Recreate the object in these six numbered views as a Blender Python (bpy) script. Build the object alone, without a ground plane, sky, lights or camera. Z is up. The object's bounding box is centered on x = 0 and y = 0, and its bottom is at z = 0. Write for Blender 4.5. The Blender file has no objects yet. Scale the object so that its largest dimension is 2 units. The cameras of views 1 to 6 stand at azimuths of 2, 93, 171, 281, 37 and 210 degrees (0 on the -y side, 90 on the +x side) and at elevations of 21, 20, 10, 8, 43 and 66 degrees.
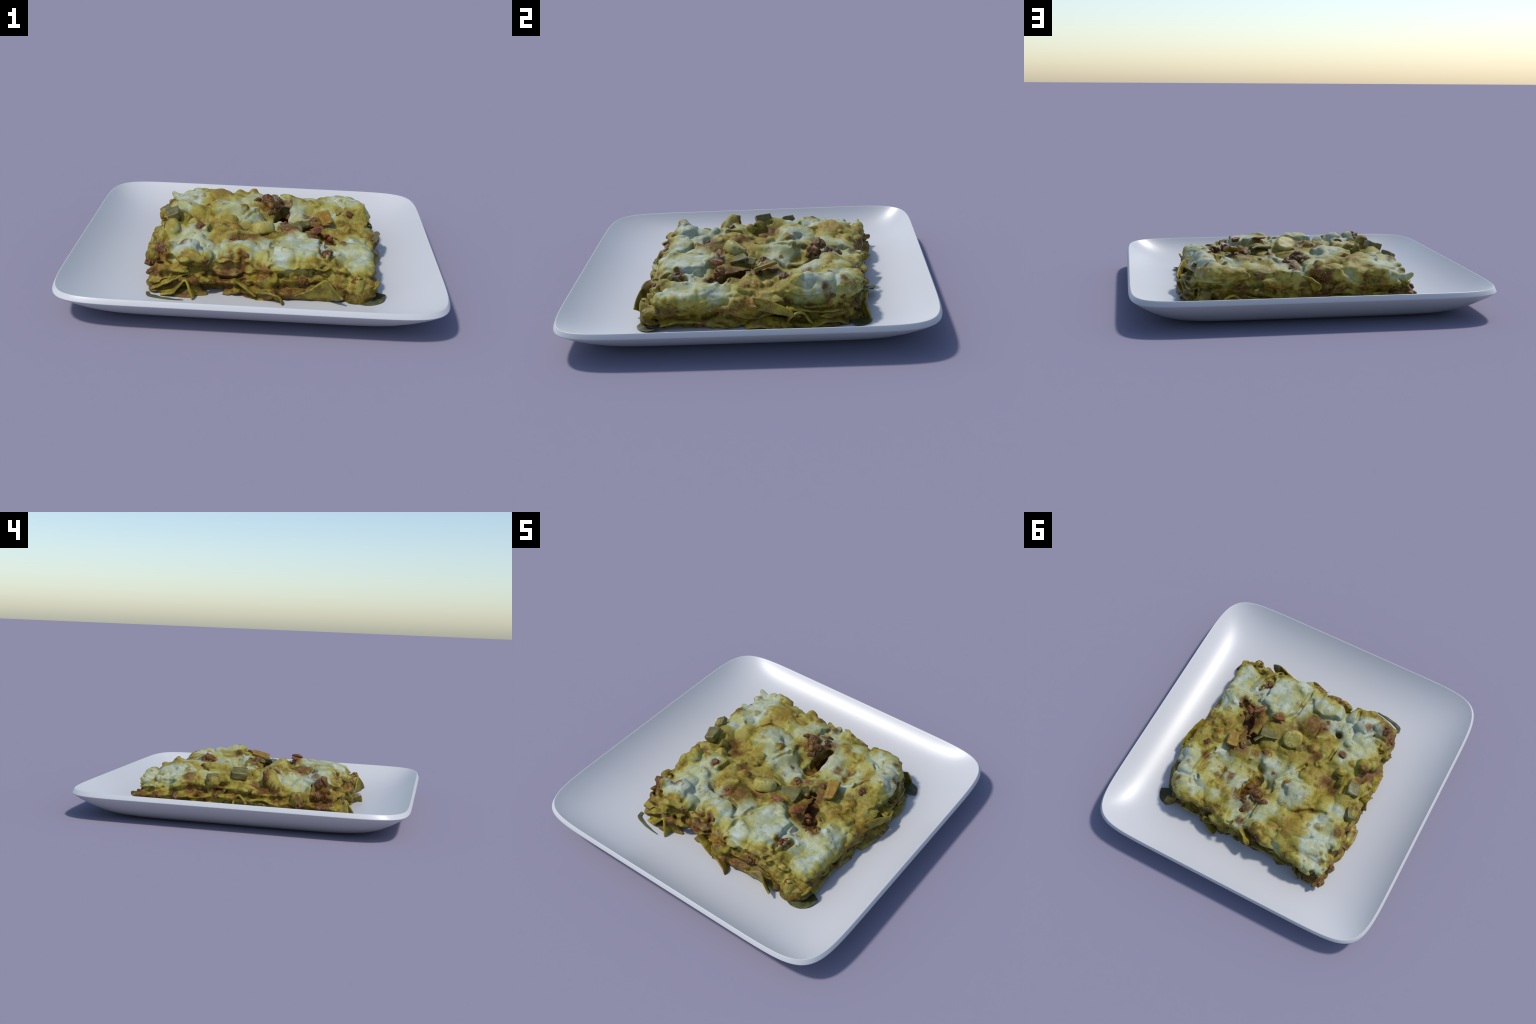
import bpy, bmesh, math, random
import numpy as np
from mathutils import Vector, Matrix

rng = np.random.default_rng(11)
random.seed(11)
scene = bpy.context.scene
COLL = scene.collection

# ------------------------------------------------------------------ helpers
def link(obj, parent=None):
    COLL.objects.link(obj)
    if parent is not None:
        obj.parent = parent
    return obj


def mesh_object(name, verts, faces, mat, parent=None, smooth=True):
    me = bpy.data.meshes.new(name)
    me.from_pydata([tuple(map(float, v)) for v in verts], [], [tuple(map(int, f)) for f in faces])
    me.update()
    if smooth:
        me.polygons.foreach_set("use_smooth", [True] * len(me.polygons))
    if mat is not None:
        me.materials.append(mat)
    return link(bpy.data.objects.new(name, me), parent)


class Nodes:
    """Small helper for writing shader graphs as expressions."""

    def __init__(self, name):
        self.mat = bpy.data.materials.new(name)
        self.mat.use_nodes = True
        self.t = self.mat.node_tree
        self.t.nodes.clear()
        self.out = self.t.nodes.new("ShaderNodeOutputMaterial")
        self.bsdf = self.t.nodes.new("ShaderNodeBsdfPrincipled")
        self.t.links.new(self.bsdf.outputs[0], self.out.inputs[0])
        self.pos = self.t.nodes.new("ShaderNodeTexCoord").outputs["Object"]

    def put(self, sock, v):
        if isinstance(v, bpy.types.NodeSocket):
            self.t.links.new(v, sock)
        else:
            sock.default_value = v

    def math(self, op, a, b=0.0, clamp=False):
        n = self.t.nodes.new("ShaderNodeMath")
        n.operation = op
        n.use_clamp = clamp
        self.put(n.inputs[0], a)
        self.put(n.inputs[1], b)
        return n.outputs[0]

    def vec(self, op, a, b=(0, 0, 0), out=0):
        n = self.t.nodes.new("ShaderNodeVectorMath")
        n.operation = op
        self.put(n.inputs[0], a)
        if op == "SCALE":
            self.put(n.inputs["Scale"], b)
        else:
            self.put(n.inputs[1], b)
        return n.outputs[out]

    def noise(self, scale, detail=2.0, rough=0.5, vec=None, color=False, distort=0.0):
        n = self.t.nodes.new("ShaderNodeTexNoise")
        self.put(n.inputs["Vector"], self.pos if vec is None else vec)
        n.inputs["Scale"].default_value = scale
        n.inputs["Detail"].default_value = detail
        n.inputs["Roughness"].default_value = rough
        n.inputs["Distortion"].default_value = distort
        return n.outputs["Color" if color else "Fac"]

    def ramp(self, v, lo, hi, smooth=True):
        n = self.t.nodes.new("ShaderNodeMapRange")
        n.interpolation_type = "SMOOTHSTEP" if smooth else "LINEAR"
        self.put(n.inputs[0], v)
        a, b, c, d = (lo, hi, 0.0, 1.0) if lo < hi else (hi, lo, 1.0, 0.0)
        for i, x in enumerate((a, b, c, d)):
            n.inputs[i + 1].default_value = x
        return n.outputs[0]

    def mix(self, f, a, b):
        n = self.t.nodes.new("ShaderNodeMix")
        n.data_type = "RGBA"
        n.clamp_factor = True
        self.put(n.inputs[0], f)
        for s, v in ((n.inputs[6], a), (n.inputs[7], b)):
            self.put(s, v if isinstance(v, bpy.types.NodeSocket) else tuple(v) + (1.0,))
        return n.outputs[2]

    def xyz(self, v):
        n = self.t.nodes.new("ShaderNodeSeparateXYZ")
        self.put(n.inputs[0], v)
        return n.outputs

    def warp(self, amount, scale):
        c = self.noise(scale, 2.0, 0.55, color=True)
        return self.vec("ADD", self.pos, self.vec("SCALE", self.vec("SUBTRACT", c, (0.5, 0.5, 0.5)), amount))

    def patches(self, vec, blobs, soft=0.35, add=False):
        """Largest of many soft round patches given as (x, y, radius)."""
        flat = self.vec("MULTIPLY", vec, (1, 1, 0))
        acc = None
        for x, y, r in blobs:
            d = self.vec("DISTANCE", flat, (x, y, 0), out=1)
            m = self.ramp(d, r * (1 + soft), r * (1 - soft))
            acc = m if acc is None else self.math("ADD" if add else "MAXIMUM", acc, m)
        return acc

    def finish(self, color, rough=0.5, bump=None, bump_dist=0.002, spec=0.4, strength=0.6):
        self.put(self.bsdf.inputs["Base Color"], color if isinstance(color, bpy.types.NodeSocket) else tuple(color) + (1,))
        self.put(self.bsdf.inputs["Roughness"], rough)
        self.bsdf.inputs["Specular IOR Level"].default_value = spec
        if bump is not None:
            n = self.t.nodes.new("ShaderNodeBump")
            n.inputs["Strength"].default_value = strength
            n.inputs["Distance"].default_value = bump_dist
            self.put(n.inputs["Height"], bump)
            self.t.links.new(n.outputs[0], self.bsdf.inputs["Normal"])
        return self.mat


# ------------------------------------------------------------------ colour patches of the baked top (metres)
WHITE = [(0.512, -0.371, 0.059), (0.431, -0.291, 0.069), (0.549, -0.243, 0.054), (0.553, -0.12, 0.054), (0.379, -0.372, 0.044),
         (0.278, -0.385, 0.078), (0.188, -0.351, 0.108), (0.153, -0.464, 0.054), (0.237, -0.285, 0.059), (-0.043, -0.405, 0.073),
         (-0.158, -0.386, 0.069), (-0.157, -0.32, 0.059), (-0.233, -0.399, 0.054), (-0.341, -0.391, 0.073), (-0.437, -0.428, 0.054),
         (-0.359, -0.283, 0.069), (-0.335, -0.194, 0.059), (-0.434, -0.271, 0.049), (-0.361, -0.119, 0.049), (0.122, 0.123, 0.073),
         (0.018, 0.144, 0.073), (-0.071, 0.16, 0.059), (0.232, 0.282, 0.118), (0.344, 0.29, 0.069), (0.19, 0.27, 0.06),
         (0.30, 0.50, 0.04), (0.436, 0.212, 0.044), (0.59, 0.293, 0.054), (0.563, 0.38, 0.064), (0.522, 0.51, 0.064),
         (0.443, 0.505, 0.049), (0.60, -0.30, 0.05), (0.585, -0.43, 0.05), (0.61, -0.18, 0.045), (0.62, 0.39, 0.045), (0.118, 0.445, 0.044), (0.118, 0.566, 0.059),
         (-0.171, 0.219, 0.073), (-0.129, 0.29, 0.059), (-0.423, 0.293, 0.064), (-0.483, 0.213, 0.049), (-0.404, 0.386, 0.054),
         (-0.035, 0.473, 0.069), (-0.491, 0.447, 0.059), (-0.477, 0.548, 0.073), (-0.511, 0.657, 0.064), (-0.196, 0.603, 0.054),
         (-0.393, 0.557, 0.049)]
GOLD = [(-0.245, 0.423, 0.137), (-0.173, 0.52, 0.088), (-0.289, 0.315, 0.069), (-0.028, 0.057, 0.059), (-0.253, 0.027, 0.088),
        (-0.321, 0.115, 0.069), (-0.156, -0.074, 0.069), (-0.247, 0.277, 0.049), (0.58, -0.363, 0.039), (0.491, -0.465, 0.039),
        (0.57, -0.044, 0.044), (0.478, -0.052, 0.039)]
BROWN = [(0.473, -0.215, 0.034), (0.407, -0.183, 0.049), (0.347, -0.095, 0.069), (0.309, 0.016, 0.059), (0.32, -0.175, 0.04),
         (0.377, -0.401, 0.027), (0.184, -0.187, 0.04), (-0.032, -0.268, 0.06), (0.038, -0.178, 0.035), (-0.103, -0.266, 0.055),
         (0.528, 0.196, 0.026), (0.491, 0.279, 0.03), (0.361, 0.134, 0.045), (0.301, 0.115, 0.039), (0.218, 0.097, 0.03),
         (0.154, 0.063, 0.034), (0.365, 0.346, 0.024), (0.283, 0.315, 0.026), (0.344, 0.29, 0.018), (0.044, 0.17, 0.014),
         (-0.314, -0.145, 0.029), (-0.389, -0.409, 0.028), (-0.515, -0.456, 0.054), (-0.3, 0.052, 0.039), (-0.37, 0.101, 0.034),
         (-0.053, -0.318, 0.02), (-0.166, -0.054, 0.039), (0.047, 0.365, 0.054), (0.14, 0.33, 0.045), (0.155, 0.42, 0.045), (0.076, 0.478, 0.035), (0.067, 0.576, 0.03),
         (-0.026, 0.622, 0.034), (-0.081, 0.64, 0.034), (-0.532, 0.354, 0.034), (-0.517, -0.1, 0.039), (-0.487, -0.047, 0.029),
         (-0.082, 0.222, 0.018), (0.098, -0.358, 0.012), (-0.061, -0.509, 0.029), (-0.133, -0.506, 0.029), (-0.241, 0.352, 0.018),
         (-0.316, 0.301, 0.02), (0.569, 0.509, 0.018), (0.635, 0.418, 0.02), (-0.119, -0.326, 0.02), (-0.104, -0.085, 0.025)]

# crumbs and diced vegetables just under the cheese: (x, y, radius), strewn at random over the top
NUBS = []
_r = np.random.default_rng(77)
while len(NUBS) < 60:
    x, y, q = _r.uniform(-0.56, 0.62), _r.uniform(-0.53, 0.62), 0.011 + 0.022 * _r.random() ** 2
    if all(math.hypot(x - a, y - b) > (q + c) * 1.15 for a, b, c in NUBS):
        NUBS.append((x, y, q))
STAINED = [n for i, n in enumerate(NUBS) if i % 5 not in (1, 3)]

# ------------------------------------------------------------------ materials
def baked_material():
    g = Nodes("baked_cheese_and_pasta")
    p = g.pos
    w1 = g.warp(0.10, 9.0)
    w2 = g.warp(0.05, 22.0)
    z = g.xyz(p)[2]
    n_big = g.noise(5.0, 3.0, 0.55)
    n_mid = g.noise(13.0, 4.0, 0.6)
    n_fine = g.noise(45.0, 4.0, 0.65)
    n_grain = g.noise(160.0, 3.0, 0.6)
    # pasta: olive to yellow
    pasta = g.mix(g.ramp(n_mid, 0.36, 0.64), (0.090, 0.072, 0.008), (0.265, 0.215, 0.022))
    pasta = g.mix(g.math("MULTIPLY", g.ramp(n_fine, 0.48, 0.72), 0.5), pasta, (0.36, 0.30, 0.055))
    # tomato and meat sauce soaking into layers and spots
    strata = g.noise(9.0, 5.0, 0.65, vec=g.vec("MULTIPLY", w2, (1.0, 1.0, 2.4)))
    sauce = g.mix(g.ramp(n_fine, 0.3, 0.7), (0.065, 0.026, 0.006), (0.22, 0.095, 0.016))
    low = g.ramp(z, 0.25, 0.17)
    side_sauce = g.math("MULTIPLY", g.ramp(strata, 0.45, 0.58), g.math("ADD", g.math("MULTIPLY", low, 0.75), 0.2))
    # molten cheese: golden and thin at its margins, milky where it lies thick
    zj = g.math("ADD", z, g.math("MULTIPLY", n_mid, 0.12))
    skin = g.ramp(zj, 0.19, 0.275)
    white = g.math("MULTIPLY", g.patches(w1, [(x, y, r * 1.32) for x, y, r in WHITE], 0.8, True), 0.8, True)
    white = g.math("MULTIPLY", white, g.ramp(zj, 0.165, 0.25))
    vein = g.noise(8.0, 5.0, 0.62, distort=0.8)
    veil = g.math("MULTIPLY", skin, g.ramp(n_big, 0.30, 0.62))
    thick = g.math("ADD", g.math("ADD", g.math("MULTIPLY", white, 0.67), g.math("MULTIPLY", veil, 0.28)), g.math("ADD", g.math("MULTIPLY", g.math("SUBTRACT", vein, 0.52), 1.7), g.math("MULTIPLY", g.math("SUBTRACT", n_fine, 0.5), 0.55)))
    stain = g.math("MULTIPLY", g.patches(w2, [(x, y, q * 1.0) for x, y, q in STAINED], 0.7), g.ramp(n_mid, 0.30, 0.55))
    thick = g.math("SUBTRACT", thick, g.math("MULTIPLY", stain, 0.55))
    cream = g.mix(g.ramp(n_fine, 0.35, 0.7), (0.195, 0.172, 0.024), (0.345, 0.318, 0.072))
    col = g.mix(g.math("MULTIPLY", skin, g.ramp(n_big, 0.36, 0.60)), pasta, cream)
    gold = g.math("MULTIPLY", g.patches(w1, GOLD, 0.6), skin)
    col = g.mix(g.math("MULTIPLY", gold, 0.8), col, g.mix(n_mid, (0.26, 0.16, 0.016), (0.42, 0.355, 0.09)))
    col = g.mix(side_sauce, col, sauce)
    col = g.mix(g.ramp(thick, 0.05, 0.28), col, (0.305, 0.245, 0.050))
    col = g.mix(g.ramp(thick, 0.16, 0.46), col, (0.345, 0.320, 0.082))
    soak = g.math("MULTIPLY", g.ramp(g.noise(7.0, 5.0, 0.68, distort=0.5), 0.50, 0.66), 0.8)
    col = g.mix(soak, col, g.mix(n_fine, (0.16, 0.085, 0.012), (0.34, 0.215, 0.028)))
    col = g.mix(g.ramp(thick, 0.36, 0.72), col, g.mix(n_mid, (0.335, 0.345, 0.16), (0.39, 0.42, 0.28)))
    col = g.mix(g.ramp(thick, 0.62, 1.05), col, g.mix(g.ramp(n_mid, 0.35, 0.65), (0.38, 0.42, 0.355), (0.455, 0.51, 0.455)))
    oil = g.math("MULTIPLY", g.ramp(g.noise(15.0, 4.0, 0.65, distort=0.7), 0.50, 0.66), 0.55)
    col = g.mix(oil, col, (0.33, 0.30, 0.075))
    col = g.mix(g.math("MULTIPLY", stain, g.math("MULTIPLY", skin, 0.5)), col, (0.24, 0.145, 0.022))
    brown = g.math("MULTIPLY", g.patches(w2, BROWN, 0.55), g.ramp(n_fine, 0.25, 0.5))
    col = g.mix(g.math("MULTIPLY", brown, 0.9), col, sauce)
    speck = g.math("MULTIPLY", g.ramp(g.noise(19.0, 4.0, 0.65), 0.57, 0.69), 0.68)
    col = g.mix(speck, col, (0.21, 0.115, 0.018))
    col = g.mix(g.math("ADD", g.math("MULTIPLY", n_grain, 0.16), 0.03), col, (0.14, 0.105, 0.022))
    deep = g.t.nodes.new("ShaderNodeGamma")
    g.put(deep.inputs[0], col)
    deep.inputs[1].default_value = 1.24
    col = g.vec("SCALE", deep.outputs[0], 1.19)
    bump = g.math("ADD", g.math("MULTIPLY", n_fine, 0.6), g.math("MULTIPLY", n_grain, 0.25))
    return g.finish(col, rough=g.math("ADD", 0.45, g.math("MULTIPLY", n_mid, 0.3)), bump=bump, bump_dist=0.003, spec=0.3)


def simple_material(name, dark, light, accent=None, scale=18.0, rough=0.5, bump=0.0018):
    g = Nodes(name)
    n = g.noise(scale, 4.0, 0.6)
    col = g.mix(g.ramp(n, 0.35, 0.65), dark, light)
    if accent is not None:
        col = g.mix(g.ramp(g.noise(scale * 1.7, 3.0, 0.6), 0.52, 0.66), col, accent)
    deep = g.t.nodes.new("ShaderNodeGamma")
    g.put(deep.inputs[0], col)
    deep.inputs[1].default_value = 1.2
    col = g.vec("SCALE", deep.outputs[0], 1.15)
    return g.finish(col, rough=rough, bump=g.noise(scale * 4, 4.0, 0.6), bump_dist=bump, spec=0.35)


GOO = baked_material()
MEAT = simple_material("stewed_meat", (0.070, 0.028, 0.009), (0.19, 0.082, 0.022), (0.20, 0.14, 0.035), 2.2)
TOMATO = simple_material("tomato_skin", (0.14, 0.040, 0.014), (0.24, 0.085, 0.026), (0.26, 0.15, 0.04), 1.8)
ZUCCHINI = simple_material("zucchini_flesh", (0.31, 0.26, 0.05), (0.40, 0.39, 0.17), (0.30, 0.20, 0.02), 1.5)
PEPPER = simple_material("green_pepper", (0.125, 0.115, 0.035), (0.19, 0.18, 0.075), (0.15, 0.10, 0.025), 1.1, 0.4)
ONION = simple_material("amber_vegetable", (0.22, 0.135, 0.016), (0.31, 0.21, 0.03), (0.20, 0.11, 0.015), 1.2, 0.4)
LEAF = simple_material("dark_green_leaf", (0.07, 0.075, 0.025), (0.14, 0.145, 0.065), None, 10, 0.4)
PASTA = simple_material("pasta_sheet", (0.145, 0.12, 0.014), (0.32, 0.265, 0.035), (0.16, 0.085, 0.012), 12, 0.45)


def plate_material():
    g = Nodes("glazed_white_ceramic")
    n = g.noise(3.0, 2.0, 0.5)
    col = g.mix(n, (0.518, 0.523, 0.535), (0.535, 0.540, 0.553))
    return g.finish(col, rough=0.36, spec=0.5)


# ------------------------------------------------------------------ plate
def build_plate():
    # half width, height, squareness of the superellipse ring, from the middle over the rim to the foot
    profile = [(0.30, 0.0278, 4.5), (0.55, 0.0282, 5.5), (0.66, 0.0315, 6.5), (0.74, 0.0405, 7), (0.81, 0.0585, 8), (0.87, 0.083, 8.6),
               (0.92, 0.112, 9.2), (0.955, 0.1395, 9.6), (0.978, 0.160, 9.9), (0.9845, 0.1670, 10), (0.9870, 0.1690, 10), (0.9895, 0.1670, 10),
               (0.9985, 0.1450, 10), (1.0, 0.1425, 10), (0.9975, 0.1392, 10), (0.97, 0.114, 9.8), (0.92, 0.0755, 9.2), (0.87, 0.0425, 8.6), (0.82, 0.0185, 8),
               (0.77, 0.0045, 7.4), (0.735, 0.0005, 7), (0.68, 0.0, 6.8), (0.62, 0.0, 6.4), (0.60, 0.006, 6.2), (0.3, 0.006, 5)]
    N = 224
    ang = np.linspace(0, 2 * np.pi, N, endpoint=False)
    # spread points more densely into the corners
    ang = ang - 0.17 * np.sin(4 * ang) * -1.0
    verts, faces = [(0, 0, 0.0278)], []
    for r, z, n in profile:
        c, s = np.cos(ang), np.sin(ang)
        q = (np.abs(c) ** n + np.abs(s) ** n) ** (-1.0 / n)
        verts += [(r * a, r * b, z) for a, b in zip(q * c, q * s)]
    for i in range(N):
        faces.append((0, 1 + i, 1 + (i + 1) % N))
    for k in range(len(profile) - 1):
        a, b = 1 + k * N, 1 + (k + 1) * N
        for i in range(N):
            j = (i + 1) % N
            faces.append((a + i, b + i, b + j, a + j))
    last = 1 + (len(profile) - 1) * N
    verts.append((0, 0, 0.006))
    for i in range(N):
        faces.append((len(verts) - 1, last + (i + 1) % N, last + i))
    ob = mesh_object("square_plate", verts, faces, plate_material())
    ob["label"] = "square white glazed plate with raised rounded rim"
    ob["category"] = "plate"
    return ob


# ------------------------------------------------------------------ lasagna body as one implicit surface
H = 0.005
ORG = np.array([-0.80, -0.78, 0.0])
DIM = (322, 316, 76)
FLOOR = 0.0286
ax = [ORG[i] + H * np.arange(DIM[i]) for i in range(3)]
GX, GY = np.meshgrid(ax[0], ax[1], indexing="ij")


def value_noise(cell, seed, dims=DIM):
    """Smooth lattice noise in -1..1 sampled on the grid; cell is the lattice spacing in metres per axis."""
    r = np.random.default_rng(seed)
    cell = np.broadcast_to(np.array(cell, float), (3,))
    n = [int(np.ceil(dims[i] * H / cell[i])) + 2 for i in range(3)]
    a = r.uniform(-1, 1, n).astype(np.float32)
    for i in range(3):
        t = np.arange(dims[i]) * H / cell[i]
        k = t.astype(int)
        f = (t - k).astype(np.float32)
        f = f * f * f * (f * (f * 6 - 15) + 10)
        sh = [1, 1, 1]
        sh[i] = -1
        f = f.reshape(sh)
        a = np.take(a, k, axis=i) * (1 - f) + np.take(a, k + 1, axis=i) * f
    return a


def smin(a, b, k):
    h = np.clip(0.5 + 0.5 * (b - a) / k, 0, 1)
    return b * (1 - h) + a * h - k * h * (1 - h)


def smax(a, b, k):
    return -smin(-a, -b, k)


# outline of the piece on the plate, counter-clockwise
OUTLINE = [(-0.53, -0.549), (-0.4, -0.569), (-0.31, -0.584), (-0.25, -0.549), (-0.19, -0.514), (-0.1, -0.544), (0.0, -0.579), (0.12, -0.594),
           (0.19, -0.569), (0.32, -0.559), (0.47, -0.559), (0.59, -0.549), (0.627, -0.514), (0.642, -0.45), (0.637, -0.3), (0.642, -0.1),
           (0.655, 0.05), (0.675, 0.2), (0.68, 0.32), (0.665, 0.42), (0.64, 0.52), (0.598, 0.575), (0.5, 0.6), (0.4, 0.605),
           (0.25, 0.628), (0.1, 0.628), (-0.03, 0.623), (-0.2, 0.633), (-0.35, 0.648), (-0.52, 0.683), (-0.568, 0.683), (-0.578, 0.5),
           (-0.593, 0.34), (-0.583, 0.1), (-0.578, -0.12), (-0.563, -0.3), (-0.543, -0.45)]

# broad relief of the top: (x, y, height)
RELIEF = [(-0.35, -0.42, 0.244), (-0.07, -0.4, 0.254), (0.108, -0.359, 0.246), (0.3, -0.415, 0.254), (0.19, -0.33, 0.254), (0.24, -0.15, 0.269), (0.089, -0.509, 0.244),
          (0.38, -0.41, 0.224), (0.52, -0.37, 0.209), (0.64, -0.47, 0.172), (0.51, -0.51, 0.169), (0.54, -0.22, 0.219), (0.578, -0.059, 0.219), (0.637, -0.01, 0.204),
          (0.45, -0.07, 0.214), (0.45, -0.2, 0.199), (0.39, -0.13, 0.169), (0.32, -0.17, 0.239), (0.21, -0.07, 0.214), (0.38, 0.09, 0.25), (0.3, 0.08, 0.204),
          (0.22, 0.067, 0.194), (0.5, 0.05, 0.209), (0.476, 0.28, 0.254), (0.56, 0.3, 0.264), (0.555, 0.515, 0.254), (0.389, 0.324, 0.194), (0.313, 0.283, 0.172),
          (0.178, 0.277, 0.184), (0.116, 0.237, 0.134), (0.07, 0.15, 0.186), (0.353, 0.486, 0.242), (0.2, 0.45, 0.254), (0.46, 0.42, 0.235), (0.29, 0.6, 0.229),
          (0.05, 0.39, 0.244), (0.07, 0.55, 0.229), (-0.05, 0.47, 0.244), (-0.1, 0.543, 0.254), (-0.084, 0.232, 0.266), (-0.2, 0.22, 0.282), (-0.15, 0.1, 0.234),
          (-0.25, 0.367, 0.264), (-0.337, 0.3, 0.249), (-0.327, 0.262, 0.259), (-0.433, 0.313, 0.25), (-0.478, 0.28, 0.244), (-0.33, 0.44, 0.279), (-0.45, 0.45, 0.254),
          (-0.35, 0.6, 0.239), (-0.5, 0.58, 0.214), (-0.55, 0.64, 0.184), (-0.6, 0.7, 0.129), (-0.57, 0.4, 0.214), (-0.08, -0.24, 0.246), (-0.225, -0.322, 0.209),
          (-0.33, -0.25, 0.244), (-0.46, -0.2, 0.214), (-0.314, -0.139, 0.254), (-0.49, 0.05, 0.245), (-0.3, 0.05, 0.214), (-0.2, -0.05, 0.248), (0.03, -0.08, 0.239),
          (-0.51, -0.49, 0.254), (-0.55, -0.3, 0.184), (-0.58, -0.05, 0.184), (-0.32, 0.12, 0.204), (0.4, 0.0, 0.232), (-0.27, -0.12, 0.252), (-0.43, 0.14, 0.248),
          (0.53, 0.42, 0.252)]

# buried vegetables and blisters that lift the cheese: (x, y, top height, rx, ry, rz, turn in degrees)
LUMPS = [(-0.347, -0.405, 0.282, 0.062, 0.052, 0.05, 0), (-0.317, -0.242, 0.268, 0.036, 0.034, 0.04, 0), (-0.47, -0.14, 0.304, 0.048, 0.05, 0.07, 0),
         (-0.442, -0.443, 0.272, 0.04, 0.036, 0.05, 0), (-0.065, -0.41, 0.281, 0.098, 0.085, 0.045, 20), (0.10, -0.364, 0.264, 0.022, 0.022, 0.02, 0),
         (0.255, -0.232, 0.284, 0.032, 0.03, 0.03, 0), (0.215, -0.19, 0.288, 0.024, 0.02, 0.03, 0), (-0.148, 0.099, 0.257, 0.034, 0.030, 0.035, 0),
         (-0.085, 0.226, 0.287, 0.024, 0.024, 0.026, 0), (0.107, 0.115, 0.215, 0.055, 0.05, 0.05, 0), (0.155, 0.075, 0.232, 0.05, 0.042, 0.05, 30),
         (0.585, 0.30, 0.304, 0.05, 0.085, 0.05, 10), (0.54, 0.50, 0.277, 0.062, 0.055, 0.055, 0), (0.337, 0.48, 0.258, 0.07, 0.06, 0.05, 0),
         (0.225, 0.455, 0.272, 0.06, 0.06, 0.06, 0), (-0.035, 0.473, 0.26, 0.055, 0.05, 0.04, 0), (0.067, 0.57, 0.248, 0.03, 0.028, 0.035, 0),
         (-0.17, 0.45, 0.262, 0.036, 0.036, 0.03, 0), (-0.098, 0.548, 0.25, 0.025, 0.025, 0.03, 0), (-0.19, 0.215, 0.297, 0.075, 0.06, 0.04, 20),
         (-0.263, 0.603, 0.24, 0.04, 0.035, 0.04, 0), (-0.423, 0.634, 0.225, 0.04, 0.04, 0.04, 0), (-0.523, 0.359, 0.255, 0.034, 0.034, 0.04, 0),
         (0.575, -0.468, 0.215, 0.045, 0.04, 0.05, 0), (0.561, -0.049, 0.232, 0.03, 0.028, 0.03, 0), (0.525, 0.06, 0.232, 0.03, 0.026, 0.04, 0),
         (0.516, 0.125, 0.235, 0.025, 0.03, 0.04, 0), (-0.196, -0.197, 0.262, 0.03, 0.025, 0.03, 0), (-0.12, -0.10, 0.272, 0.044, 0.034, 0.035, 30),
         (-0.204, -0.023, 0.26, 0.03, 0.026, 0.03, 0), (-0.36, -0.03, 0.268, 0.04, 0.036, 0.04, 0), (-0.40, 0.03, 0.272, 0.03, 0.04, 0.04, 0),
         (-0.56, -0.322, 0.19, 0.035, 0.04, 0.05, 0), (-0.524, -0.191, 0.245, 0.036, 0.04, 0.05, 0), (-0.02, -0.115, 0.268, 0.03, 0.025, 0.03, 0),
         (-0.555, 0.195, 0.25, 0.034, 0.045, 0.04, 0), (0.0, -0.285, 0.262, 0.085, 0.05, 0.025, 15), (-0.425, 0.30, 0.26, 0.06, 0.05, 0.03, 0),
         (-0.30, 0.46, 0.288, 0.09, 0.07, 0.035, 0), (-0.50, 0.12, 0.255, 0.03, 0.04, 0.04, 0), (0.43, 0.19, 0.235, 0.04, 0.034, 0.04, 0),
         (0.24, 0.12, 0.224, 0.05, 0.03, 0.05, 20), (0.60, -0.28, 0.215, 0.045, 0.12, 0.06, 0), (0.635, -0.05, 0.19, 0.03, 0.06, 0.05, 0),
         (-0.29, -0.50, 0.245, 0.06, 0.04, 0.05, 0), (-0.13, -0.52, 0.225, 0.10, 0.035, 0.05, 0), (0.46, -0.53, 0.165, 0.05, 0.035, 0.07, 0),
         (0.55, -0.555, 0.175, 0.035, 0.035, 0.06, 0), (0.59, -0.54, 0.135, 0.04, 0.035, 0.05, 0), (0.545, -0.56, 0.09, 0.05, 0.03, 0.04, 0),
         (0.28, -0.52, 0.17, 0.06, 0.035, 0.03, 0), (0.07, -0.57, 0.16, 0.05, 0.03, 0.04, 0), (0.03, -0.085, 0.262, 0.085, 0.075, 0.06, 0), (0.05, 0.375, 0.292, 0.045, 0.06, 0.09, 20), (0.14, -0.45, 0.284, 0.08, 0.032, 0.05, -18), (0.20, -0.20, 0.292, 0.06, 0.03, 0.05, 10)]

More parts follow.
